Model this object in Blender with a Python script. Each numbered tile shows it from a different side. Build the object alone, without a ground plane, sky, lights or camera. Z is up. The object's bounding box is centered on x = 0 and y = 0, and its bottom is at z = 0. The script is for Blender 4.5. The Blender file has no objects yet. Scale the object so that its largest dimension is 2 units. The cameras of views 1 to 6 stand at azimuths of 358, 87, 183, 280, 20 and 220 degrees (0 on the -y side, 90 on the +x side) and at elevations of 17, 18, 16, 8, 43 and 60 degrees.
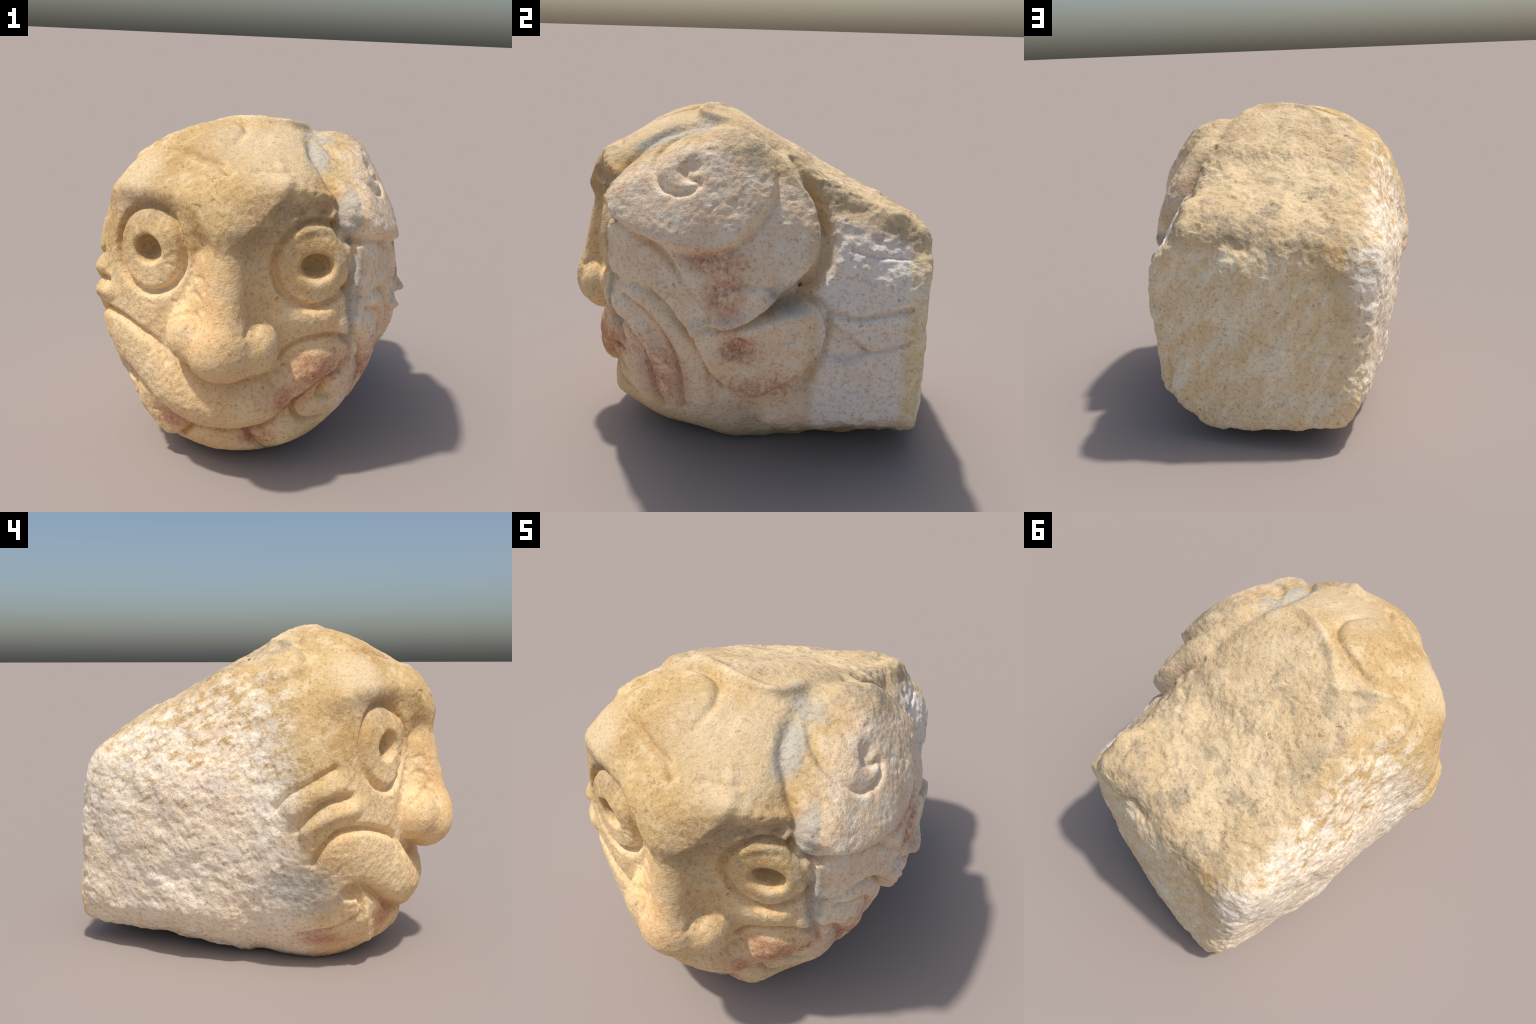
"""A carved stone head with goggle eyes, big nose, rolled lip and ear ornaments,
running back into a rough block (a tenon for building it into a wall).

The stone is one smooth implicit surface: a lofted head, a tenon made of dressed
faces, and relief (rolls, grooves, discs, lobes) raised on or cut into them.  It is
meshed once, then split by region into named parts that share their border vertices."""
import bpy
import numpy as np
from math import radians

F=np.float32
# ---------------------------------------------------------------- interpolation helpers
def catmull(xk,yk,x):
    """Smooth curve through control points, held flat outside its ends."""
    xk=np.asarray(xk,float);yk=np.asarray(yk,float)
    m=np.gradient(yk,xk)
    x=np.clip(x,xk[0],xk[-1]);i=np.clip(np.searchsorted(xk,x)-1,0,len(xk)-2)
    h=xk[i+1]-xk[i];t=(x-xk[i])/h
    return ((2*t**3-3*t**2+1)*yk[i]+(t**3-2*t**2+t)*h*m[i]+(-2*t**3+3*t**2)*yk[i+1]+(t**3-t**2)*h*m[i+1])
def smax(a,b,k):
    h=np.maximum(k-np.abs(a-b),0)/k
    return np.maximum(a,b)+h*h*k*.25
def smin(a,b,k): return -smax(-a,-b,k)
def sstep(a,b,x):
    t=np.clip((x-a)/(b-a),0,1);return t*t*(3-2*t)
# ---------------------------------------------------------------- the head: a loft along y
AXIS_Z=.80
SECTIONS={ # y : radius of the section every 22.5 degrees, from +x over the top round to below
 -.70:(.62,.69,.67,.70,.74,.76,.74,.67,.62,.62,.69,.73,.72,.66,.58,.55),
 -.45:(.66,.695,.72,.82,.87,.90,.91,.81,.78,.76,.79,.85,.83,.78,.70,.65),
 -.30:(.68,.705,.765,.86,.89,.91,.91,.85,.785,.77,.82,.88,.82,.82,.75,.68),
 -.10:(.70,.735,.785,.89,.88,.88,.875,.775,.74,.755,.82,.86,.80,.87,.765,.685),
  .10:(.70,.73,.77,.805,.75,.735,.765,.69,.67,.69,.74,.80,.79,.84,.69,.66),
  .30:(.69,.68,.68,.69,.65,.65,.69,.67,.66,.67,.70,.79,.78,.82,.73,.69)}
def loft_table():
    """The sections resampled: 128 steps round (periodic), 41 along y."""
    ys=np.array(list(SECTIONS));R=np.array(list(SECTIONS.values()))
    a=np.linspace(0,16,129)[:-1]
    Rp=np.concatenate([R[:,-3:],R,R[:,:4]],1)
    fine=np.array([catmull(np.arange(-3,20),r,a) for r in Rp])
    yy=np.linspace(ys[0],ys[-1],41)
    return ys[0],ys[-1],np.stack([catmull(ys,fine[:,k],yy) for k in range(128)],1)
LOFT_A,LOFT_B,LOFT=loft_table()
def head_loft(x,y,z):
    rho=np.hypot(x,z-AXIS_Z);th=np.mod(np.arctan2(z-AXIS_Z,x),2*np.pi)/(2*np.pi)*128
    v=np.clip((y-LOFT_A)/(LOFT_B-LOFT_A)*40,0,39.999);T=LOFT
    i=np.floor(th).astype(int)%128;ft=th-np.floor(th);j=v.astype(int);fv=v-j;i2=(i+1)%128
    r=(T[j,i]*(1-ft)+T[j,i2]*ft)*(1-fv)+(T[j+1,i]*(1-ft)+T[j+1,i2]*ft)*fv
    return (rho-r)*.93
FACE_Z=(-.05,.08,.25,.50,.80,1.10,1.30,1.42,1.52,1.60,1.70)
FACE_Y=(-.56,-.69,-.745,-.78,-.79,-.79,-.81,-.80,-.74,-.61,-.40)
def face_front(x,z):
    return catmull(FACE_Z,FACE_Y,z)+np.where(x<0,.42*x*x,.25*x*x+1.0*x**4)
# ---------------------------------------------------------------- the tenon: dressed faces
#  face          normal (outward)        a point on it
TENON=[
 ((-1,.20,.35),(-.565,.30,1.30)),   # upper left side
 ((-1,.05,-.14),(-.68,.20,.78)),   # left side where it meets the head
 ((-1,.32,-.06),(-.665,.45,.85)),   # left side
 ((-1,.32,-.17),(-.64,.45,.70)),  # lower left side, undercut
 ((-.77,.64,.08),(-.53,.90,.60)),  # bevel between left side and back
 ((.04,.47,1),(0,.50,1.345)),        # sloping top
 ((-.25,.62,1),(-.42,.86,1.065)),   # and its fall towards the left rear corner
 ((.77,.16,.60),(.42,.20,1.445)),  # upper right shoulder
 ((.92,-.02,.30),(.67,.50,.97)),    # right side, upper
 ((1,-.05,-.04),(.675,.50,.60)),   # right side
 ((.60,.0,-.80),(.57,.75,.20)),    # cut lower right edge
 ((-.03,.12,-1),(0,.5,.045)),      # bed
 ((-.75,.15,-.85),(-.405,.65,.145)),    # lower left arris
 ((0,1,.12),(0,.955,.42)),         # back
 ((.70,.70,-.10),(.65,.765,.45)),   # rear right arris
 ((.25,1,0),(0,.95,.60)),        # back, right part
]
def tenon(x,y,z):
    d=None
    for n,p in TENON:
        k=.10 if p[2]>1.0 and n[1]>.4 or n[1]>.9 and n[0]<.1 else .04   # the top rolls softly into the back
        n=np.array(n,float);n/=np.linalg.norm(n)
        e=(x-p[0])*n[0]+(y-p[1])*n[1]+(z-p[2])*n[2]
        d=e if d is None else smax(d,e,k)
    return smax(d,.0-y,.1)
def base(x,y,z):
    h=head_loft(x,y,z)
    h=smax(h,(face_front(x,z)-y)*.9,.16)
    h=smax(h,y-.25,.10)
    return smin(h,tenon(x,y,z),.08)
# ---------------------------------------------------------------- noise
def _hash(i,j,k,seed):
    h=(i.astype(np.uint32)*np.uint32(374761393)+j.astype(np.uint32)*np.uint32(668265263)
       +k.astype(np.uint32)*np.uint32(2147483647)+np.uint32(seed*1013904223%4294967296))
    h=(h^(h>>np.uint32(13)))*np.uint32(1274126177)
    h=(h^(h>>np.uint32(16)))*np.uint32(2246822519)
    return ((h^(h>>np.uint32(15)))&np.uint32(0xffff)).astype(F)/32767.5-1
def noise(x,y,z,s,seed=0):
    """Smooth value noise of cell size s, about -1..1."""
    x=x/s+100;y=y/s+100;z=z/s+100
    i=np.floor(x);j=np.floor(y);k=np.floor(z);fx=x-i;fy=y-j;fz=z-k
    i=i.astype(np.int64);j=j.astype(np.int64);k=k.astype(np.int64)
    fx=fx*fx*(3-2*fx);fy=fy*fy*(3-2*fy);fz=fz*fz*(3-2*fz)
    def c(a,b,d): return _hash(i+a,j+b,k+d,seed)
    l=lambda a,b,t:a+(b-a)*t
    return l(l(l(c(0,0,0),c(1,0,0),fx),l(c(0,1,0),c(1,1,0),fx),fy),
             l(l(c(0,0,1),c(1,0,1),fx),l(c(0,1,1),c(1,1,1),fx),fy),fz)
def fbm(x,y,z,s,n=3,seed=0,gain=.55):
    out=0;a=1.
    for o in range(n):
        out=out+a*noise(x,y,z,s,seed+o*7);a*=gain;s*=.5
    return out
# ---------------------------------------------------------------- relief tools
def snap(pts,base=base):
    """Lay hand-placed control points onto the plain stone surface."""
    p=np.array(pts,float)
    for _ in range(8):
        d=base(*p.T);e=.004
        g=np.stack([base(*(p+np.eye(3)[a]*e).T)-base(*(p-np.eye(3)[a]*e).T) for a in range(3)],1)/(2*e)
        p=p-(d/np.maximum((g*g).sum(1),.2))[:,None]*g*.8
    return p
def resample(p,n):
    p=np.asarray(p,float)
    if len(p)==2: return p[0]+(p[1]-p[0])*np.linspace(0,1,n)[:,None],np.linspace(0,1,n)
    t=np.concatenate([[0],np.cumsum(np.linalg.norm(np.diff(p,axis=0),axis=1))]);t/=t[-1]
    u=np.linspace(0,1,n)
    return np.stack([catmull(t,p[:,a],u) for a in range(p.shape[1])],1),np.interp(u,t,np.linspace(0,1,len(p)))
def to_polyline(x,y,z,q,u):
    best=np.full(x.shape,9.);bu=np.zeros(x.shape)
    for a,b,ua,ub in zip(q[:-1],q[1:],u[:-1],u[1:]):
        v=b-a;L=max(v@v,1e-12)
        t=np.clip(((x-a[0])*v[0]+(y-a[1])*v[1]+(z-a[2])*v[2])/L,0,1)
        d=(x-a[0]-t*v[0])**2+(y-a[1]-t*v[1])**2+(z-a[2]-t*v[2])**2
        m=d<best;best=np.where(m,d,best);bu=np.where(m,ua+(ub-ua)*t,bu)
    return np.sqrt(best),bu
PROFILES={
 'roll':lambda t:np.clip(1-t*t,0,1)**.7,
 'ridge':lambda t:np.clip(1-t,0,1)**1.3,
 'mound':lambda t:np.exp(-2.2*t*t)*(t<1.9),
 'groove':lambda t:-np.exp(-2.5*t*t)*(t<1.8),
 'cut':lambda t:-np.clip(1-t,0,1)**.8}
class Stroke:
    def __init__(s,pts,width,height,profile='roll',snapped=True,n=28):
        p=snap(pts) if snapped else np.array(pts,float)
        s.q,s.u=resample(p,n)
        k=np.linspace(0,1,len(np.atleast_1d(width)));s.w=np.atleast_1d(width).astype(float);s.wk=k
        s.h=np.atleast_1d(height).astype(float);s.hk=np.linspace(0,1,len(s.h))
        s.f=PROFILES[profile];r=s.w.max()*1.95
        s.lo=s.q.min(0)-r;s.hi=s.q.max(0)+r
    def __call__(s,x,y,z):
        d,u=to_polyline(x,y,z,s.q,s.u)
        return s.f(d/np.interp(u,s.wk,s.w))*np.interp(u,s.hk,s.h)
class Dent:
    """Round bump (h>0) or pit (h<0) at a point; r may be three half-axes."""
    def __init__(s,c,r,h,power=2.,snapped=True):
        s.c=snap([c])[0] if snapped else np.array(c,float)
        s.r=np.ones(3)*np.asarray(r,float);s.h=h;s.p=power
        s.lo=s.c-s.r*1.9;s.hi=s.c+s.r*1.9
    def __call__(s,x,y,z):
        t=((x-s.c[0])/s.r[0])**2+((y-s.c[1])/s.r[1])**2+((z-s.c[2])/s.r[2])**2
        return s.h*np.exp(-t**(s.p/2))
class Lobe:
    """A raised (or sunk) area with a closed smooth outline, seen along one axis."""
    def __init__(s,outline,height,edge=.03,axis='x',lo=None,hi=None,n=72,moat=0.,dome=0.):
        s.a,s.b={'x':(1,2),'y':(0,2),'z':(0,1)}[axis]
        o=np.array(outline,float);o=np.vstack([o,o[:1]])
        s.q,_=resample(o,n);s.h=height;s.e=edge;s.moat=moat;s.dome=dome
        s.lo=np.array([-2.,-2.,-2.]);s.hi=np.array([2.,2.,2.])
        for k,c in ((s.a,0),(s.b,1)):
            s.lo[k]=s.q[:,c].min()-edge-.05;s.hi[k]=s.q[:,c].max()+edge+.05
        if lo is not None:s.lo=np.maximum(s.lo,lo)
        if hi is not None:s.hi=np.minimum(s.hi,hi)
    def depth(s,x,y,z):
        c=(x,y,z);a=c[s.a];b=c[s.b];best=np.full(a.shape,9.);ins=np.zeros(a.shape,bool)
        for p,r in zip(s.q[:-1],s.q[1:]):
            v=r-p;L=max(v@v,1e-12);t=np.clip(((a-p[0])*v[0]+(b-p[1])*v[1])/L,0,1)
            best=np.minimum(best,(a-p[0]-t*v[0])**2+(b-p[1]-t*v[1])**2)
            cr=(p[1]<=b)!=(r[1]<=b)
            if abs(v[1])>1e-9: ins^=cr&(a<p[0]+(b-p[1])/v[1]*v[0])
        d=np.sqrt(best);return np.where(ins,d,-d)
    def __call__(s,x,y,z):
        k=s.depth(x,y,z)
        r=s.h*sstep(-s.e*.5,s.e*.5,k)+s.dome*(1-np.exp(-np.clip(k,0,1)/.06))-s.moat*np.exp(-((k+s.e*.45)/.016)**2)
        return r*(sstep(.28,.46,x) if s.a==1 else 1)
def box_apply(f,x,y,z):
    m=(x>f.lo[0])&(x<f.hi[0])&(y>f.lo[1])&(y<f.hi[1])&(z>f.lo[2])&(z<f.hi[2])
    out=np.zeros(x.shape)
    if m.any(): out[m]=f(x[m],y[m],z[m])
    return out
def ellipsoid(x,y,z,c,r):
    r=np.asarray(r,float);k=np.sqrt(((x-c[0])/r[0])**2+((y-c[1])/r[1])**2+((z-c[2])/r[2])**2)
    return (k-1)*r.min()
def cone(x,y,z,a,b,ra,rb):
    a=np.array(a,float);b=np.array(b,float);v=b-a
    t=np.clip(((x-a[0])*v[0]+(y-a[1])*v[1]+(z-a[2])*v[2])/(v@v),0,1)
    return np.sqrt((x-a[0]-t*v[0])**2+(y-a[1]-t*v[1])**2+(z-a[2]-t*v[2])**2)-(ra+(rb-ra)*t)
def frame(n,up=(0,0,1)):
    n=np.array(n,float);n/=np.linalg.norm(n);a=np.cross(up,n);a/=np.linalg.norm(a);return a,np.cross(n,a),n
# ---------------------------------------------------------------- carving: the face
FOREHEAD=Lobe([(-.66,1.40),(-.48,1.40),(-.34,1.33),(-.24,1.24),(-.16,1.15),(-.09,1.22),(.02,1.32),(.12,1.45),
               (.10,1.55),(-.10,1.60),(-.35,1.60),(-.55,1.52)],1,.13,axis='y',hi=(2,-.3,2))
class ForeheadSwell:
    """Brow: strongest at the point between the eyes, dying away upwards and outwards."""
    lo,hi=FOREHEAD.lo,FOREHEAD.hi
    def __call__(s,x,y,z):
        e=.03+.05*sstep(-.12,-.30,x)      # crisp crease on the right, soft on the left
        return sstep(-e,e,FOREHEAD.depth(x,y,z))*(.012+.075*np.exp(-((x+.13)/.22)**2-((z-1.26)/.16)**2))
FACE=[
 ForeheadSwell(),
 Stroke([(-.74,-.42,1.36),(-.62,-.58,1.40),(-.45,-.68,1.40)],.08,.018,'mound'),          # left brow roll
 Stroke([(.12,-.75,1.465),(.20,-.75,1.44),(.33,-.70,1.42)],.05,.028,'mound'),            # broken right brow
 Dent((-.48,-.66,1.32),(.18,.2,.08),-.045),                                            # left eye socket
 Dent((.28,-.77,1.26),(.12,.2,.06),-.02),
 Dent((.20,-.77,1.36),(.12,.2,.05),-.03),                                                # chipped hollow under it
 Dent((.30,-.72,1.37),(.03,.05,.025),-.02),
 Stroke([(-.37,-.54,1.56),(-.27,-.61,1.54),(-.18,-.66,1.53),(-.15,-.71,1.50)],.028,.02,'groove'),
 Stroke([(-.48,-.45,1.57),(-.43,-.50,1.55),(-.35,-.55,1.57)],.03,.014,'groove'),
 Stroke([(-.03,-.70,1.51),(.05,-.70,1.51),(.12,-.68,1.51)],.03,.012,'groove'),
 # cheeks
 Dent((.26,-.76,.86),(.20,.3,.08),.03),
 # rolls of the left cheek, parted by grooves
 Stroke([(-.74,-.42,1.05),(-.78,-.32,.99),(-.78,-.23,.94),(-.77,-.15,.86)],.024,.026,'groove'),
 Stroke([(-.73,-.50,.92),(-.79,-.39,.90),(-.79,-.32,.84),(-.79,-.26,.77)],.024,.032,'groove'),
 Stroke([(-.76,-.44,.97),(-.785,-.33,.93),(-.78,-.25,.86)],.055,.02,'mound'),
 Stroke([(-.72,-.52,.86),(-.78,-.39,.83),(-.79,-.30,.76)],.05,.024,'mound'),
 # upper lip: the long roll
 Stroke([(-.76,-.33,.62),(-.74,-.45,.645),(-.64,-.57,.63),(-.51,-.66,.56),(-.39,-.71,.475),(-.26,-.74,.41),(-.09,-.77,.405),(.08,-.77,.455),
         (.21,-.78,.54),(.33,-.76,.64),(.40,-.74,.66)],(.07,.11,.13,.14,.14,.14,.135,.125,.11,.10,.085),
        (.0,.005,.02,.035,.06,.08,.08,.065,.045,.03,.02),'roll'),
 Stroke([(-.75,-.33,.60),(-.77,-.37,.68),(-.77,-.45,.755),(-.68,-.55,.765),(-.57,-.64,.73),(-.47,-.70,.68),(-.41,-.72,.60)],.026,(.03,.04,.045,.045,.035,.025,.015),'groove'),
 Stroke([(.10,-.79,.66),(.17,-.78,.725),(.27,-.77,.765),(.39,-.74,.765),(.47,-.69,.70),(.48,-.67,.62)],.022,.03,'groove'),
 # mouth: dark slot below the lip, curled corner with a drilled hole on the left
 Stroke([(-.63,-.54,.49),(-.56,-.60,.43),(-.46,-.66,.36),(-.36,-.70,.285),(-.28,-.72,.25)],(.03,.035,.04,.04,.025),(.035,.05,.05,.045,.025),'groove'),
 Stroke([(-.28,-.72,.26),(-.08,-.75,.25),(.05,-.76,.29),(.16,-.77,.39),(.25,-.76,.47),(.34,-.74,.545),(.44,-.68,.55)],.02,(.02,.03,.03,.04,.04,.04,.03),'groove'),
 # chin: rolls parted by cuts
 Stroke([(-.27,-.71,.26),(-.33,-.66,.17),(-.36,-.58,.10)],.024,.045,'groove'),
 Stroke([(-.04,-.75,.27),(.01,-.73,.18),(.07,-.66,.10),(.10,-.55,.05)],.022,.04,'groove'),
 Stroke([(-.56,-.55,.34),(-.50,-.57,.24),(-.42,-.58,.15)],.06,.035,'mound'),
 Stroke([(-.60,-.55,.42),(-.57,-.55,.32),(-.57,-.47,.24),(-.58,-.36,.20),(-.58,-.25,.18)],.024,(.03,.04,.035,.03,.015),'groove'),
 Stroke([(-.66,-.45,.40),(-.63,-.42,.28),(-.63,-.34,.22)],.04,.015,'groove'),
 Dent((-.14,-.70,.15),(.15,.2,.10),.025),
 Dent((.31,-.70,.40),(.18,.35,.13),-.035),
 Dent((.15,-.70,.22),(.10,.2,.08),.03),
 Dent((.36,-.66,.38),(.10,.2,.08),.02),
 Stroke([(.20,-.77,.44),(.20,-.75,.35),(.26,-.70,.28),(.36,-.62,.26)],.022,.04,'groove'),
 Stroke([(.34,-.71,.50),(.33,-.70,.43),(.39,-.66,.39)],.028,.04,'groove'),
 Dent((.16,-.66,1.50),(.13,.15,.09),.02),
]
EYE_R=dict(c=(.250,-.70,1.110),n=(.10,-1,.10),r=(.178,.188),h=.082,pit=((.262,-.79,1.112),(.074,.11,.060)))
EYE_L=dict(c=(-.475,-.585,1.120),n=(-.46,-.9,.12),r=(.178,.192),h=.066,pit=((-.515,-.665,1.130),(.068,.12,.070)))
def eye(x,y,z,E):
    a,b,n=frame(E['n']);px,py,pz=x-E['c'][0],y-E['c'][1],z-E['c'][2]
    u=(px*a[0]+py*a[1]+pz*a[2])/E['r'][0];v=(px*b[0]+py*b[1]+pz*b[2])/E['r'][1];w=px*n[0]+py*n[1]+pz*n[2]
    k=np.hypot(u,v)
    top=E['h']-.075*np.clip((k-.52)/.48,0,1.4)**2 # rounded ring
    d=smax((k-1)*E['r'][0],np.abs(w)-top,.05)
    return smax(d,-ellipsoid(x,y,z,*E['pit']),.025)
def eye_groove(x,y,z,E):
    a,b,n=frame(E['n']);px,py,pz=x-E['c'][0],y-E['c'][1],z-E['c'][2]
    k=np.hypot((px*a[0]+py*a[1]+pz*a[2])/E['r'][0],(px*b[0]+py*b[1]+pz*b[2])/E['r'][1])
    return -.034*np.exp(-((k-1.06)/.10)**2)*(np.abs(px*n[0]+py*n[1]+pz*n[2])<.25)
def nose(x,y,z):
    d=cone(x,y,z,(-.145,-.775,1.34),(-.135,-.885,.80),.075,.09)
    d=smin(d,cone(x,y,z,(-.20,-.73,1.08),(-.24,-.76,.80),.09,.11),.10)
    d=smin(d,cone(x,y,z,(-.08,-.75,1.10),(-.05,-.745,.88),.085,.10),.06)
    tip=ellipsoid(x,y,z,(-.15,-.85,.725),(.175,.152,.155))
    d=smin(d,tip,.06)
    d=smin(d,ellipsoid(x,y,z,(.0,-.82,.737),(.112,.125,.13)),.03)
    d=smin(d,ellipsoid(x,y,z,(-.315,-.78,.77),(.10,.125,.13)),.035)
    return d
WRINKLES=[]
MOUTH_HOLE=((-.66,-.515,.445),(.12,.06,.05))
# ---------------------------------------------------------------- carving: crown, ears
CROWN=[
 Stroke([(.22,-.18,1.65),(.13,-.28,1.67),(.0,-.27,1.69),(-.11,-.22,1.69),(-.21,-.15,1.66),(-.29,-.08,1.61)],.04,(.015,.04,.03,.02,.015,.01),'mound'),
 Stroke([(-.29,-.09,1.61),(-.39,-.17,1.60),(-.50,-.26,1.54),(-.57,-.28,1.49),(-.58,-.22,1.44),(-.53,-.06,1.44)],.04,(.01,.015,.02,.025,.02,.01),'mound'),
 Dent((-.27,-.42,1.64),(.18,.17,.3),.03,3),                                  # left scroll
 Dent((-.34,-.43,1.62),(.045,.06,.1),-.03),
 Stroke([(-.12,-.52,1.61),(-.08,-.42,1.66),(-.10,-.31,1.69),(-.16,-.26,1.69),(-.27,-.22,1.66),(-.40,-.22,1.60),(-.48,-.28,1.56)],.03,(.012,.022,.025,.025,.022,.018,.01),'groove'),
 Stroke([(-.43,-.40,1.59),(-.41,-.46,1.59),(-.35,-.54,1.57),(-.26,-.61,1.55)],.025,.016,'groove'),
 # channel between forehead and ear, running down beside the right eye as a crack
 Stroke([(.35,.06,1.53),(.29,-.10,1.62),(.25,-.27,1.63),(.24,-.42,1.62),(.25,-.53,1.57),(.31,-.62,1.48),(.35,-.68,1.40),(.37,-.74,1.31)],
        (.07,.07,.07,.06,.05,.04,.035,.03),(.02,.01,.01,.03,.035,.028,.03,.03),'groove'),
 Stroke([(.38,-.75,1.28),(.40,-.75,1.20),(.43,-.73,1.09),(.435,-.72,.93),(.45,-.71,.80),(.47,-.69,.74)],.024,.032,'groove'),
]
EAR_DISC=[(-.72,1.35),(-.65,1.24),(-.54,1.18),(-.43,1.15),(-.32,1.12),(-.22,1.12),(-.11,1.17),(-.02,1.25),(.04,1.34),
          (.05,1.43),(.01,1.53),(-.06,1.60),(-.17,1.66),(-.30,1.68),(-.42,1.66),(-.55,1.57),(-.66,1.46)]
FLANGE=[(-.52,1.17),(-.42,1.12),(-.34,1.0),(-.27,.90),(-.23,.83),(-.17,.805),(-.06,.835),(.02,.87),(.075,.93),(.11,.985),(.19,1.04),
        (.25,1.11),(.265,1.21),(.235,1.31),(.16,1.41),(.08,1.52),(-.05,1.62),(-.22,1.70),(-.42,1.70),(-.58,1.58),(-.70,1.46),(-.76,1.34),(-.66,1.22)]
PENDANT=[(-.20,.79),(-.05,.815),(.10,.84),(.21,.88),(.275,.81),(.28,.69),(.235,.58),(.165,.50),(.08,.43),(-.03,.38),(-.12,.40),
         (-.19,.48),(-.25,.55),(-.29,.66),(-.31,.74),(-.25,.775)]
FEATHER=[(-.74,1.20),(-.65,1.20),(-.55,1.17),(-.45,1.11),(-.37,1.02),(-.29,.92),(-.235,.835),(-.26,.78),(-.31,.75),(-.37,.80),(-.43,.88),(-.51,.95),(-.60,.97),(-.68,.97),(-.74,1.05)]
OVAL=[(-.215,.90),(-.17,.955),(-.09,.985),(.0,.985),(.07,.94),(.03,.89),(-.06,.84),(-.15,.815),(-.21,.835)]
RIGHT=(.25,-2,-2)
EAR=[
 Lobe(EAR_DISC,.035,.03,lo=RIGHT,moat=.012,dome=.0),
 Lobe(FLANGE,.055,.045,lo=RIGHT),
 Lobe([(p,q+.035) for p,q in PENDANT],.068,.05,lo=RIGHT,dome=.01),
 Lobe(FEATHER,.028,.03,lo=RIGHT,moat=.01),
 Lobe(OVAL,.010,.022,lo=RIGHT,moat=.012),
 # snail of the ear disc
 Stroke([(.28,-.30,1.61),(.32,-.40,1.57),(.39,-.47,1.51),(.45,-.485,1.45),(.50,-.455,1.39),(.54,-.39,1.355),(.555,-.32,1.355),(.54,-.26,1.385)],
        (.03,.03,.032,.032,.032,.03,.028,.02),(.006,.014,.024,.028,.028,.026,.022,.012),'groove'),
 Stroke([(.49,-.34,1.44),(.51,-.32,1.41),(.53,-.27,1.40)],.025,.02,'groove'),
 Dent((.48,-.30,1.45),(.05,.04,.04),-.03),
 # rolls of the right cheek
 Stroke([(.43,-.73,.82),(.55,-.62,.78),(.59,-.54,.69),(.59,-.47,.57),(.58,-.42,.46),(.51,-.39,.32)],.058,.02,'roll'),
 Stroke([(.58,-.58,.89),(.63,-.48,.81),(.65,-.40,.74),(.66,-.34,.64),(.63,-.29,.52),(.56,-.26,.35)],.055,.022,'roll'),
 Stroke([(.42,-.73,.74),(.52,-.65,.70),(.54,-.59,.63),(.55,-.54,.52),(.50,-.50,.37),(.43,-.46,.24)],.024,.03,'groove'),
 Stroke([(.53,-.65,.87),(.60,-.55,.84),(.63,-.46,.75),(.63,-.40,.60),(.58,-.37,.44),(.48,-.35,.27)],.018,.03,'groove'),
 Stroke([(.62,-.52,.93),(.66,-.43,.87),(.67,-.37,.78),(.68,-.31,.72),(.67,-.27,.64),(.65,-.23,.54),(.63,-.17,.45)],.022,.032,'groove'),
 Dent((.46,-.58,.34),(.10,.10,.14),.025),
 Dent((.52,-.58,.58),(.035,.05,.05),-.03),
 # slots between ear, pendant and the block behind
 Stroke([(.69,-.27,.785),(.69,-.17,.80),(.70,-.05,.83),(.71,.04,.87),(.70,.12,.92)],(.016,.018,.02,.028,.045),(.03,.04,.05,.08,.16),'groove'),
 Stroke([(.36,.14,1.49),(.46,.235,1.36),(.54,.29,1.26),(.62,.31,1.16),(.67,.29,1.07),(.70,.22,.99),(.70,.16,.93)],(.03,.045,.055,.06,.06,.06,.05),(.03,.06,.085,.095,.10,.12,.13),'groove'),
 Stroke([(.70,.17,.94),(.69,.28,.89),(.68,.315,.80),(.68,.31,.69),(.67,.27,.57),(.66,.21,.46)],.035,(.08,.05,.04,.04,.04,.03),'groove'),
 Dent((.69,-.09,.725),(.08,.045,.042),-.05,4),
 Stroke([(.69,-.09,.68),(.685,-.13,.67),(.685,-.17,.71)],.018,.025,'groove'),
]
# ---------------------------------------------------------------- damage on the tenon
BREAKS=[
 Dent((.22,.87,1.10),(.16,.12,.10),-.035),
 Dent((.36,.70,1.24),(.17,.14,.12),.04),                                     # hump at the rear right corner
 Lobe([(.31,.79),(.40,.735),(.51,.645),(.46,.61),(.36,.60),(.30,.63)],-.045,.05,lo=RIGHT),
 Stroke([(.68,.33,.85),(.68,.45,.82),(.69,.61,.855),(.68,.70,.87)],.022,.03,'groove'),
 Stroke([(.67,.32,.79),(.68,.40,.74),(.68,.51,.65),(.68,.63,.67),(.69,.72,.71)],.014,.022,'groove'),
 Stroke([(.69,.73,.71),(.53,.80,.70),(.34,.85,.67),(.19,.89,.66),(.07,.92,.59),(-.10,.94,.56),(-.27,.94,.53),(-.41,.95,.50)],.010,.010,'groove'),
 Stroke([(.62,.78,.30),(.60,.79,.40),(.61,.78,.46)],.02,.025,'groove'),
 Stroke([(.60,.43,1.13),(.60,.55,1.10),(.58,.68,1.08)],.018,.018,'groove'),
]
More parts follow.
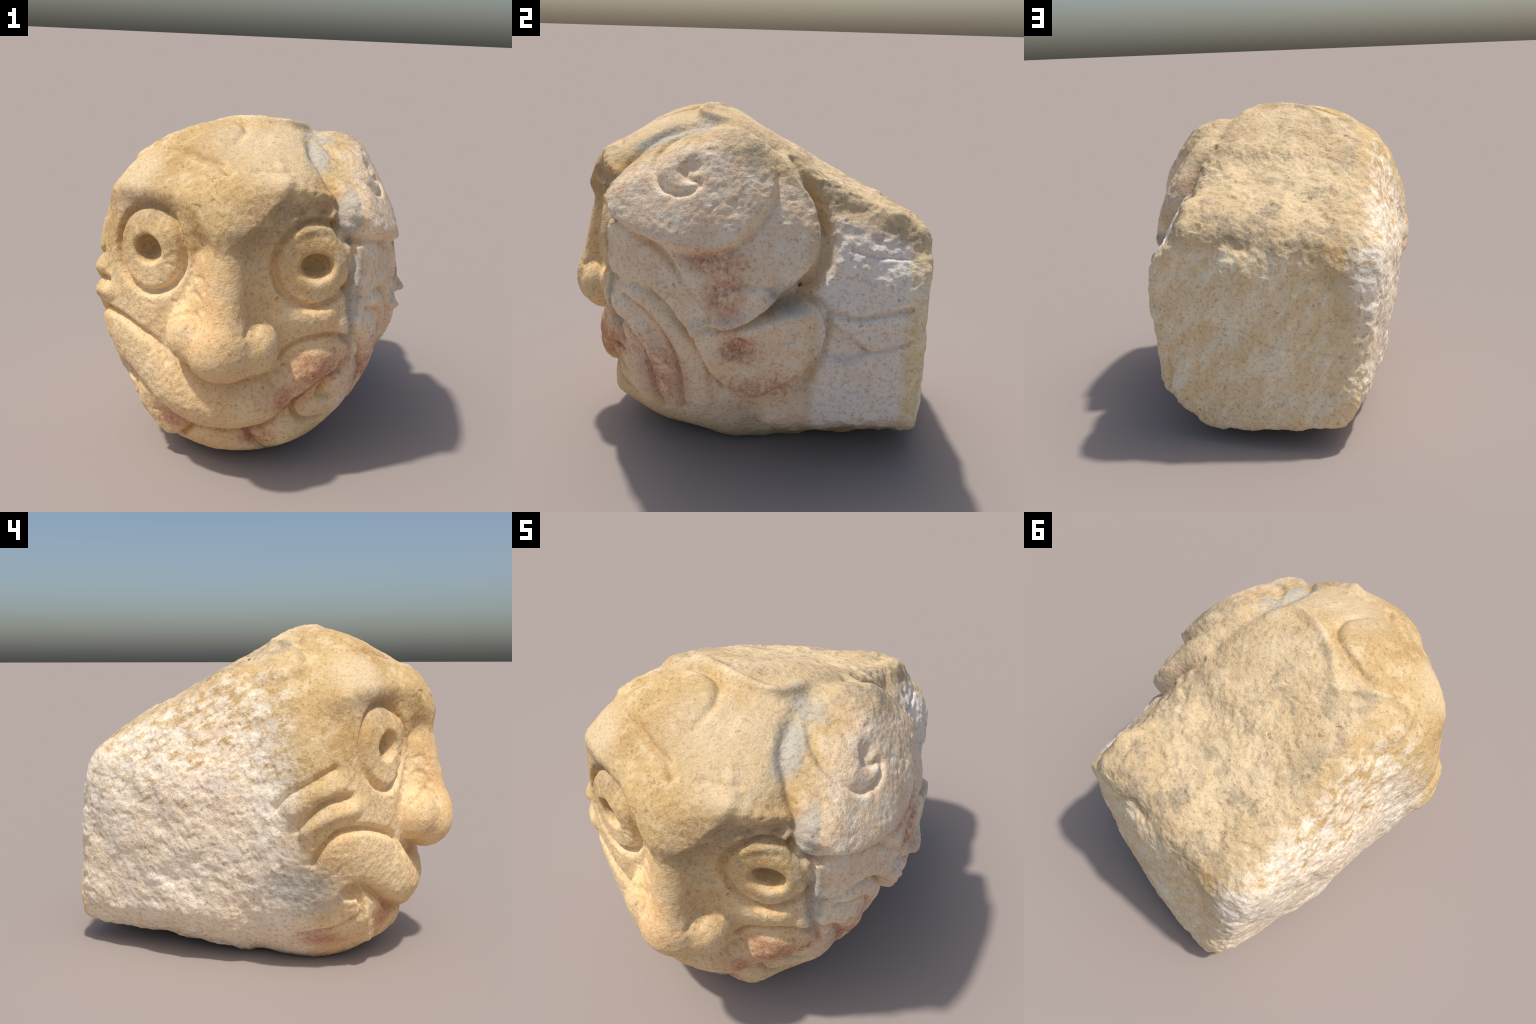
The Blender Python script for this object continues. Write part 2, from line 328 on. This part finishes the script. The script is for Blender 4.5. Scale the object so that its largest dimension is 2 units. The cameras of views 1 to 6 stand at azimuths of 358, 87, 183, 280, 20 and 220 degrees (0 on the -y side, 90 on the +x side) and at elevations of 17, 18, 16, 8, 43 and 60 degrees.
def stone(x,y,z,fine=True):
    """Signed distance to the finished stone."""
    d=base(x,y,z)
    # foot point on the plain surface: relief depends on where a point stands, not on its height
    e=.004;gx=base(x+e,y,z)-d;gy=base(x,y+e,z)-d;gz=base(x,y,z+e)-d
    k=d*e/np.maximum(gx*gx+gy*gy+gz*gz,.3*e*e);fx,fy,fz=x-k*gx,y-k*gy,z-k*gz
    r=0
    for f in FACE+CROWN+EAR+BREAKS: r=r+box_apply(f,fx,fy,fz)
    block=sstep(-.1,.3,y)
    tool=fbm(x,y,z,.16,3,1)*(.0035+.008*block)
    if fine:
        rough=.35+.65*np.maximum(block*(1+.6*sstep(.4,.6,x)),sstep(.45,.60,-x)*sstep(-.35,-.1,y))
        tool=tool+fbm(x,y*.8,z,.04,3,11)*.0045*rough+fbm(x,y,z,.018,2,31)*.0022-.006*sstep(.42,.75,noise(x,y,z,.03,51))*sstep(.0,.5,noise(x,y,z,.2,53))
    d=d-r-tool
    d=smin(d,nose(x,y,z)-tool*.6,.03)
    for E in (EYE_R,EYE_L): d=smin(d-eye_groove(x,y,z,E),eye(x,y,z,E)-tool*.6,.012)
    for f in WRINKLES: d=d-box_apply(f,x,y,z)
    for pit in (EYE_R['pit'],EYE_L['pit'],MOUTH_HOLE): d=smax(d,-ellipsoid(x,y,z,*pit),.02)
    return d
def plain(x,y,z): return stone(x,y,z,False)
WRINKLES=[Stroke(snap(p,plain),w,h,'groove',False) for p,w,h in (   # arcs cut into both flanks of the nose
 ([(-.08,-.85,1.02),(-.035,-.84,1.05),(.03,-.83,1.045)],.018,.018),
 ([(-.07,-.85,.935),(-.02,-.845,.965),(.05,-.83,.955)],.018,.020),
 ([(-.295,-.81,1.05),(-.245,-.83,1.05),(-.215,-.84,1.00)],.016,.014),
 ([(-.315,-.82,.98),(-.265,-.84,.97),(-.235,-.86,.915)],.016,.015),
 ([(-.40,-.79,.84),(-.355,-.84,.885),(-.29,-.86,.90),(-.25,-.88,.86),(-.245,-.90,.80)],.018,.014),
 ([(-.10,-.90,.80),(-.07,-.88,.86),(.0,-.86,.88),(.07,-.84,.85)],.018,.014))]
# ---------------------------------------------------------------- meshing (surface nets on a narrow band)
def mesh_stone(h):
    lo=np.array([-.95,-1.12,-.10]);hi=np.array([.95,1.16,1.86])
    def evaluate(P,fine):
        out=np.empty(len(P))
        for a in range(0,len(P),400000):
            q=P[a:a+400000];out[a:a+400000]=stone(q[:,0],q[:,1],q[:,2],fine)
        return out
    H=h*4;n=np.ceil((hi-lo)/H).astype(int)+1
    g=[lo[a]+H*np.arange(n[a]) for a in range(3)]
    G=np.stack(np.meshgrid(*g,indexing='ij'),-1).reshape(-1,3)
    D=base(*G.T);D=np.minimum(D,nose(*G.T))
    near=np.abs(D)<.22;D[near]=evaluate(G[near],False);D=D.reshape(n)
    # coarse cells the surface may cross
    m=np.abs(D)<H*1.75
    for a in range(3):
        s=np.moveaxis(m,a,0).copy();s[1:]|=np.moveaxis(m,a,0)[:-1];s[:-1]|=np.moveaxis(m,a,0)[1:];m=np.moveaxis(s,0,a)
    N=(n-1)*4+1
    rep=np.repeat(np.repeat(np.repeat(D,4,0),4,1),4,2)[:N[0],:N[1],:N[2]].astype(F)
    mf=np.repeat(np.repeat(np.repeat(m,4,0),4,1),4,2)[:N[0],:N[1],:N[2]]
    I=np.argwhere(mf);rep[mf]=evaluate(lo+I*h,True)
    # surface nets
    s=rep<0
    c=np.zeros(np.array(s.shape)-1,np.uint8)
    for i in (0,1):
        for j in (0,1):
            for k in (0,1): c+=s[i:i+c.shape[0],j:j+c.shape[1],k:k+c.shape[2]]
    C=np.argwhere((c>0)&(c<8));idx=np.full(c.shape,-1,np.int64);idx[tuple(C.T)]=np.arange(len(C))
    acc=np.zeros((len(C),3));cnt=np.zeros(len(C))
    corners=[(i,j,k) for i in (0,1) for j in (0,1) for k in (0,1)]
    for p in corners:
        for a in range(3):
            if p[a]==0:
                q=list(p);q[a]=1
                v0=rep[tuple((C+p).T)];v1=rep[tuple((C+q).T)];x=(v0<0)!=(v1<0)
                t=np.where(x,v0/np.where(x,v0-v1,1),0)
                pos=np.array(p,float)[None].repeat(len(C),0);pos[:,a]+=t
                acc[x]+=pos[x];cnt[x]+=1
    V=lo+(C+acc/cnt[:,None])*h
    Q=[]
    for a in range(3):
        b,d=(a+1)%3,(a+2)%3
        s0=np.moveaxis(s,a,0);e=np.argwhere(s0[:-1]!=s0[1:])
        E=np.empty_like(e);ax=[a]+[k for k in range(3) if k!=a]
        for k in range(3):E[:,ax[k]]=e[:,k]
        ok=(E[:,b]>0)&(E[:,d]>0)&(E[:,b]<c.shape[b])&(E[:,d]<c.shape[d]);E=E[ok]
        def at(db,dd):
            X=E.copy();X[:,b]+=db;X[:,d]+=dd;return idx[tuple(X.T)]
        q=np.stack([at(-1,-1),at(0,-1),at(0,0),at(-1,0)],1)
        flip=~s[tuple(E.T)];q[flip]=q[flip][:,::-1];Q.append(q)
    Q=np.concatenate(Q);Q=Q[(Q>=0).all(1)]
    return V,Q
# ---------------------------------------------------------------- material
class Nodes:
    """Small helper to write node maths as expressions."""
    def __init__(s,name):
        s.m=bpy.data.materials.new(name);s.m.use_nodes=True;s.t=s.m.node_tree;s.t.nodes.clear()
        s.pos=s.t.nodes.new('ShaderNodeTexCoord').outputs['Object']
        x=s.t.nodes.new('ShaderNodeSeparateXYZ');s.t.links.new(s.pos,x.inputs[0]);s.x,s.y,s.z=x.outputs
    def put(s,sock,v):
        if hasattr(v,'is_output'): s.t.links.new(v,sock)
        else: sock.default_value=v
    def math(s,op,*a,clamp=False):
        n=s.t.nodes.new('ShaderNodeMath');n.operation=op;n.use_clamp=clamp
        for k,v in enumerate(a): s.put(n.inputs[k],v)
        return n.outputs[0]
    def mul(s,*a):
        r=a[0]
        for b in a[1:]: r=s.math('MULTIPLY',r,b)
        return r
    def add(s,*a):
        r=a[0]
        for b in a[1:]: r=s.math('ADD',r,b)
        return r
    def step(s,v,lo,hi,a=0.,b=1.):
        n=s.t.nodes.new('ShaderNodeMapRange');n.interpolation_type='SMOOTHSTEP'
        for k,w in zip(('Value','From Min','From Max','To Min','To Max'),(v,lo,hi,a,b)): s.put(n.inputs[k],w)
        return n.outputs[0]
    def scaled(s,sc,rot=(0,0,0)):
        n=s.t.nodes.new('ShaderNodeMapping');s.t.links.new(s.pos,n.inputs[0]);n.vector_type='TEXTURE';n.inputs['Scale'].default_value=[1/k for k in sc];n.inputs['Rotation'].default_value=rot
        return n.outputs[0]
    def noise(s,scale,detail=4.,rough=.6,vec=None,dist=0.):
        n=s.t.nodes.new('ShaderNodeTexNoise');s.put(n.inputs['Vector'],vec or s.pos)
        n.inputs['Scale'].default_value=scale;n.inputs['Detail'].default_value=detail;n.inputs['Roughness'].default_value=rough;n.inputs['Distortion'].default_value=dist
        return n.outputs['Fac']
    def cells(s,scale,vec=None):
        n=s.t.nodes.new('ShaderNodeTexVoronoi');s.put(n.inputs['Vector'],vec or s.pos);n.inputs['Scale'].default_value=scale
        return n.outputs['Distance'],n.outputs['Color']
    def mix(s,f,a,b):
        n=s.t.nodes.new('ShaderNodeMix');n.data_type='RGBA'
        s.put(n.inputs[0],f);s.put(n.inputs[6],a);s.put(n.inputs[7],b);return n.outputs[2]
    def blob(s,c,r,wob,soft=.5):
        """Soft patch round a point; r = three half-axes; edge broken up by a noise."""
        n=s.t.nodes.new('ShaderNodeVectorMath');n.operation='SUBTRACT';s.t.links.new(s.pos,n.inputs[0]);n.inputs[1].default_value=c
        d=s.t.nodes.new('ShaderNodeVectorMath');d.operation='DIVIDE';s.t.links.new(n.outputs[0],d.inputs[0]);d.inputs[1].default_value=r
        l=s.t.nodes.new('ShaderNodeVectorMath');l.operation='LENGTH';s.t.links.new(d.outputs[0],l.inputs[0])
        return s.step(s.add(l.outputs['Value'],wob),1.+soft,1.-soft)
    def union(s,*a):
        r=a[0]
        for b in a[1:]: r=s.math('MAXIMUM',r,b)
        return r
def rgb(r,g,b): return (r,g,b,1.)
def stone_material():
    N=Nodes('weathered_stone')
    big=N.noise(2.6,4,.6);mid=N.noise(9,5,.65);fine=N.noise(42,4,.7);grain=N.noise(120,3,.7)
    wob=N.mul(N.add(mid,-.5),1.5)                       # ragged patch edges
    # ochre patina, mottled; lightened round nose and mouth to counter shade, limy on the crown
    col=N.mix(N.step(big,.35,.65),rgb(.53,.345,.145),rgb(.62,.44,.21))
    warm=N.blob((-.12,-.70,.45),(.85,.75,.72),N.mul(wob,.4),.22)
    col=N.mix(warm,col,N.mix(N.step(big,.35,.65),rgb(.80,.53,.255),rgb(.87,.645,.36)))
    col=N.mix(N.mul(N.step(mid,.46,.70),.6),col,rgb(.82,.66,.42))
    lime=N.union(N.blob((-.02,-.52,1.62),(.20,.16,.2),wob,.7),N.blob((.14,-.42,1.66),(.12,.2,.2),wob,.7),N.blob((.10,-.72,1.52),(.16,.2,.07),wob,.7),N.blob((-.55,-.5,1.45),(.12,.12,.1),wob,.7))
    col=N.mix(N.mul(lime,N.step(fine,.22,.72),.55),col,rgb(.90,.79,.60))
    # rosy buff of the right-hand side, brightened because the sun misses it
    rosy=N.mul(N.step(N.add(N.x,N.mul(wob,.12)),.32,.54),N.step(N.add(N.y,N.mul(wob,.1)),.32,.18))
    col=N.mix(N.mul(rosy,.92),col,N.mix(N.step(mid,.35,.65),rgb(.97,.71,.47),rgb(.98,.84,.64)))
    # pale tenon sides: colour raised, most on the right, to offset missing sunlight
    streak=N.noise(5,5,.65,N.scaled((1,2.2,5.5),(radians(-28),0,0)))
    pale_r=N.mul(N.step(N.add(N.x,N.mul(wob,.10)),.42,.60),N.step(N.add(N.y,N.mul(wob,.06)),.22,.30))
    edge_l=N.add(N.mul(N.x,-1),N.mul(wob,.10),N.mul(N.y,.22),N.step(N.z,.55,.05,0.,.22))
    pale_l=N.mul(N.step(edge_l,.50,.62),N.step(N.add(N.y,N.mul(wob,.22),N.mul(N.z,-.12)),-.48,-.22))
    pale_l=N.mul(pale_l,N.step(N.add(streak,N.mul(N.z,-.30)),-.02,.22))
    pale=N.mix(N.step(big,.35,.65),rgb(.92,.76,.56),rgb(.96,.86,.70))
    pale=N.mix(N.mul(N.step(N.noise(4,3,.6),.48,.7),.55),pale,rgb(.84,.72,.62))
    pale=N.mix(N.mul(N.step(fine,.45,.75),.5),pale,rgb(.82,.63,.42))
    pale=N.mix(N.mul(pale_r,.5),pale,rgb(.98,.92,.84))
    col=N.mix(N.math('MAXIMUM',pale_r,pale_l),col,pale)
    # back: tan with light tooling streaks, tint lifted to make up for shadow
    back=N.step(N.add(N.y,N.mul(N.x,.21),N.mul(wob,.02)),.80,.86)
    tool=N.noise(4,5,.7,N.scaled((3.2,1,1.0),(0,radians(-34),0)))
    col=N.mix(back,col,N.mix(N.step(tool,.40,.66),rgb(.90,.69,.40),rgb(.98,.87,.64)))
    # red pigment
    red=N.union(N.blob((.34,-.78,.60),(.18,.2,.10),wob,.45),N.blob((.17,-.80,.46),(.12,.2,.09),wob,.6),
                N.blob((-.40,-.64,.26),(.11,.12,.07),wob,.5),N.blob((.02,-.73,.22),(.09,.12,.06),wob,.5),
                N.blob((.70,-.20,1.10),(.2,.13,.06),wob,.6),N.blob((.71,-.16,.95),(.12,.09,.12),wob,.7),
                N.blob((.73,-.09,.70),(.1,.09,.07),wob,.6),N.blob((.70,.02,.47),(.15,.16,.07),wob,.7),
                N.blob((.56,-.48,.48),(.13,.13,.2),wob,.8),N.blob((-.5,-.35,.17),(.12,.12,.05),wob,.6))
    col=N.mix(N.mul(red,N.step(N.add(mid,N.mul(fine,.5)),.52,.80),.85),col,rgb(.56,.25,.15))
    # grey mortar and lime in the channel beside the right eye
    grey=N.union(N.blob((.27,-.15,1.61),(.09,.2,.12),wob,.5),N.blob((.26,-.48,1.58),(.06,.16,.1),wob,.5),
                 N.blob((.40,-.68,1.33),(.055,.12,.12),wob,.4),N.blob((.45,-.68,.95),(.035,.12,.22),wob,.4),
                 N.blob((.40,.1,1.5),(.1,.13,.1),wob,.5),N.blob((.74,.12,.93),(.12,.10,.08),wob,.5),N.blob((-.64,-.28,.48),(.15,.17,.14),wob,.5))
    col=N.mix(N.mul(grey,.85),col,rgb(.52,.49,.42))
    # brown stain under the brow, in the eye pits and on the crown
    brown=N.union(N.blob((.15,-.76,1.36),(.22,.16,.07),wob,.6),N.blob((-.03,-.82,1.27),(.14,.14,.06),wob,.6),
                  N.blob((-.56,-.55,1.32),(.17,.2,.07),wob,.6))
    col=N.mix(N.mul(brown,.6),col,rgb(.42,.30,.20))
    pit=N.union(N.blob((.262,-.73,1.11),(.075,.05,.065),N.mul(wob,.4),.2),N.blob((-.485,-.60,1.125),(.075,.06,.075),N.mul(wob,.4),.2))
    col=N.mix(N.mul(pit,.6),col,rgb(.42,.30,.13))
    crown=N.mul(N.step(N.add(N.y,N.mul(wob,.1)),-.28,-.15),N.step(N.add(N.z,N.mul(N.y,.48)),1.44,1.53),N.step(N.add(N.x,N.mul(wob,.06)),-.55,-.42))
    top=N.mix(N.step(big,.38,.62),rgb(.65,.485,.275),rgb(.78,.61,.37))
    top=N.mix(N.mul(N.step(N.noise(4.2,6,.72),.47,.60),.85),top,rgb(.44,.345,.23))
    top=N.mix(N.mul(N.step(mid,.52,.70),.5),top,rgb(.86,.70,.48))
    col=N.mix(crown,col,top)
    # mineral grains: ragged dark inclusions, speckle, light crystals, orange specks
    n=N.t.nodes.new('ShaderNodeVectorMath');n.operation='MULTIPLY_ADD'
    w=N.t.nodes.new('ShaderNodeTexNoise');N.put(w.inputs['Vector'],N.pos);w.inputs['Scale'].default_value=30
    N.put(n.inputs[0],w.outputs['Color']);n.inputs[1].default_value=(.05,.05,.05);N.put(n.inputs[2],N.pos)
    dd,dc=N.cells(22,n.outputs[0])
    def darker(f,k):
        m=N.t.nodes.new('ShaderNodeMix');m.data_type='RGBA';m.blend_type='MULTIPLY'
        N.put(m.inputs[0],f);N.put(m.inputs[6],col);m.inputs[7].default_value=k;return m.outputs[2]
    col=darker(N.mul(N.step(dd,.24,.08),N.step(N.noise(6,3,.6),.48,.62),.8),rgb(.52,.52,.55))
    col=darker(N.mul(N.step(fine,.50,.68),.7),rgb(.68,.59,.48))
    col=darker(N.mul(N.step(N.noise(75,3,.7),.54,.68),.6),rgb(.68,.55,.42))
    col=N.mix(N.mul(N.step(grain,.54,.72),.38),col,rgb(.96,.84,.62))
    col=N.mix(N.mul(N.step(N.noise(18,4,.65),.55,.72),.42),col,rgb(.80,.50,.25))
    b=N.t.nodes.new('ShaderNodeBump');b.inputs['Strength'].default_value=.7;b.inputs['Distance'].default_value=.008
    N.put(b.inputs['Height'],N.add(N.mul(fine,1.),N.mul(grain,.45)))
    p=N.t.nodes.new('ShaderNodeBsdfPrincipled');N.put(p.inputs['Base Color'],col);p.inputs['Roughness'].default_value=.9
    p.inputs['Specular IOR Level'].default_value=.2;N.put(p.inputs['Normal'],b.outputs[0])
    o=N.t.nodes.new('ShaderNodeOutputMaterial');N.put(o.inputs[0],p.outputs[0])
    return N.m
# ---------------------------------------------------------------- parts
def part_of(V):
    """Name of the part each vertex belongs to."""
    x,y,z=V.T;names=['tenon','skull','forehead','cheek','cheek','chin','upper_lip','ear','ear_disc','ear_pendant','feather','scroll','nose','eye','eye']
    lab=np.zeros(len(V),int)
    head=y<.12;lab[head]=1
    face=head&(y<-.30-.0*z);lab[face&(z>1.22)]=2
    side=face&(z<=1.22);lab[side&(x<-.14)]=3;lab[side&(x>=-.14)]=4
    lab[(y<-.15)&(z<.30-.25*(x>.3))]=5
    right=x>.25
    for outline,k in ((FLANGE,7),(PENDANT,9),(FEATHER,10),(EAR_DISC,8)):
        lab[right&(Lobe(outline,1,.02).depth(x,y,z)>0)]=k
    lab[(z>1.5)&((x+.28)**2+(y+.40)**2<.19**2)]=11
    lab[LIP(x,y,z)>.012]=6
    lab[nose(x,y,z)<.012]=12
    for k,E in ((13,EYE_R),(14,EYE_L)): lab[(eye(x,y,z,E)<.012)|(ellipsoid(x,y,z,*E['pit'])<.02)]=k
    return lab,names
LIP=max((f for f in FACE if isinstance(f,Stroke)),key=lambda f:f.w.max())
def build():
    V,Q=mesh_stone(.0068)
    V=V.copy();V[:,2]=np.maximum(V[:,2],0)
    me=bpy.data.meshes.new('stone');me.vertices.add(len(V));me.vertices.foreach_set('co',V.astype(F).ravel())
    me.loops.add(Q.size);me.loops.foreach_set('vertex_index',Q.astype(np.int32).ravel())
    me.polygons.add(len(Q));me.polygons.foreach_set('loop_start',np.arange(0,Q.size,4,dtype=np.int32))
    me.update(calc_edges=True);me.validate()
    nor=np.empty(len(me.vertices)*3,F);me.vertices.foreach_get('normal',nor);nor=nor.reshape(-1,3)
    lab,names=part_of(V);fl=np.median(lab[Q],axis=1).astype(int)
    fl=np.where((lab[Q]==fl[:,None]).any(1),fl,lab[Q][:,0])
    mat=stone_material()
    root=bpy.data.objects.new('carved_stone_head',None);bpy.context.scene.collection.objects.link(root)
    root['label']='weathered tan stone head with goggle eyes and rough tenon'
    root['category']='stone sculpture'
    for k,name in enumerate(names):
        q=Q[fl==k]
        if not len(q): continue
        used,inv=np.unique(q,return_inverse=True);inv=inv.reshape(-1)
        m=bpy.data.meshes.new(name);m.vertices.add(len(used));m.vertices.foreach_set('co',V[used].astype(F).ravel())
        m.loops.add(len(inv));m.loops.foreach_set('vertex_index',inv.astype(np.int32))
        m.polygons.add(len(q));m.polygons.foreach_set('loop_start',np.arange(0,len(inv),4,dtype=np.int32))
        m.update(calc_edges=True);m.polygons.foreach_set('use_smooth',np.ones(len(q),bool))
        m.materials.append(mat);m.normals_split_custom_set_from_vertices(nor[used].tolist())
        o=bpy.data.objects.new(name,m);bpy.context.scene.collection.objects.link(o);o.parent=root
    bpy.data.meshes.remove(me)
build()
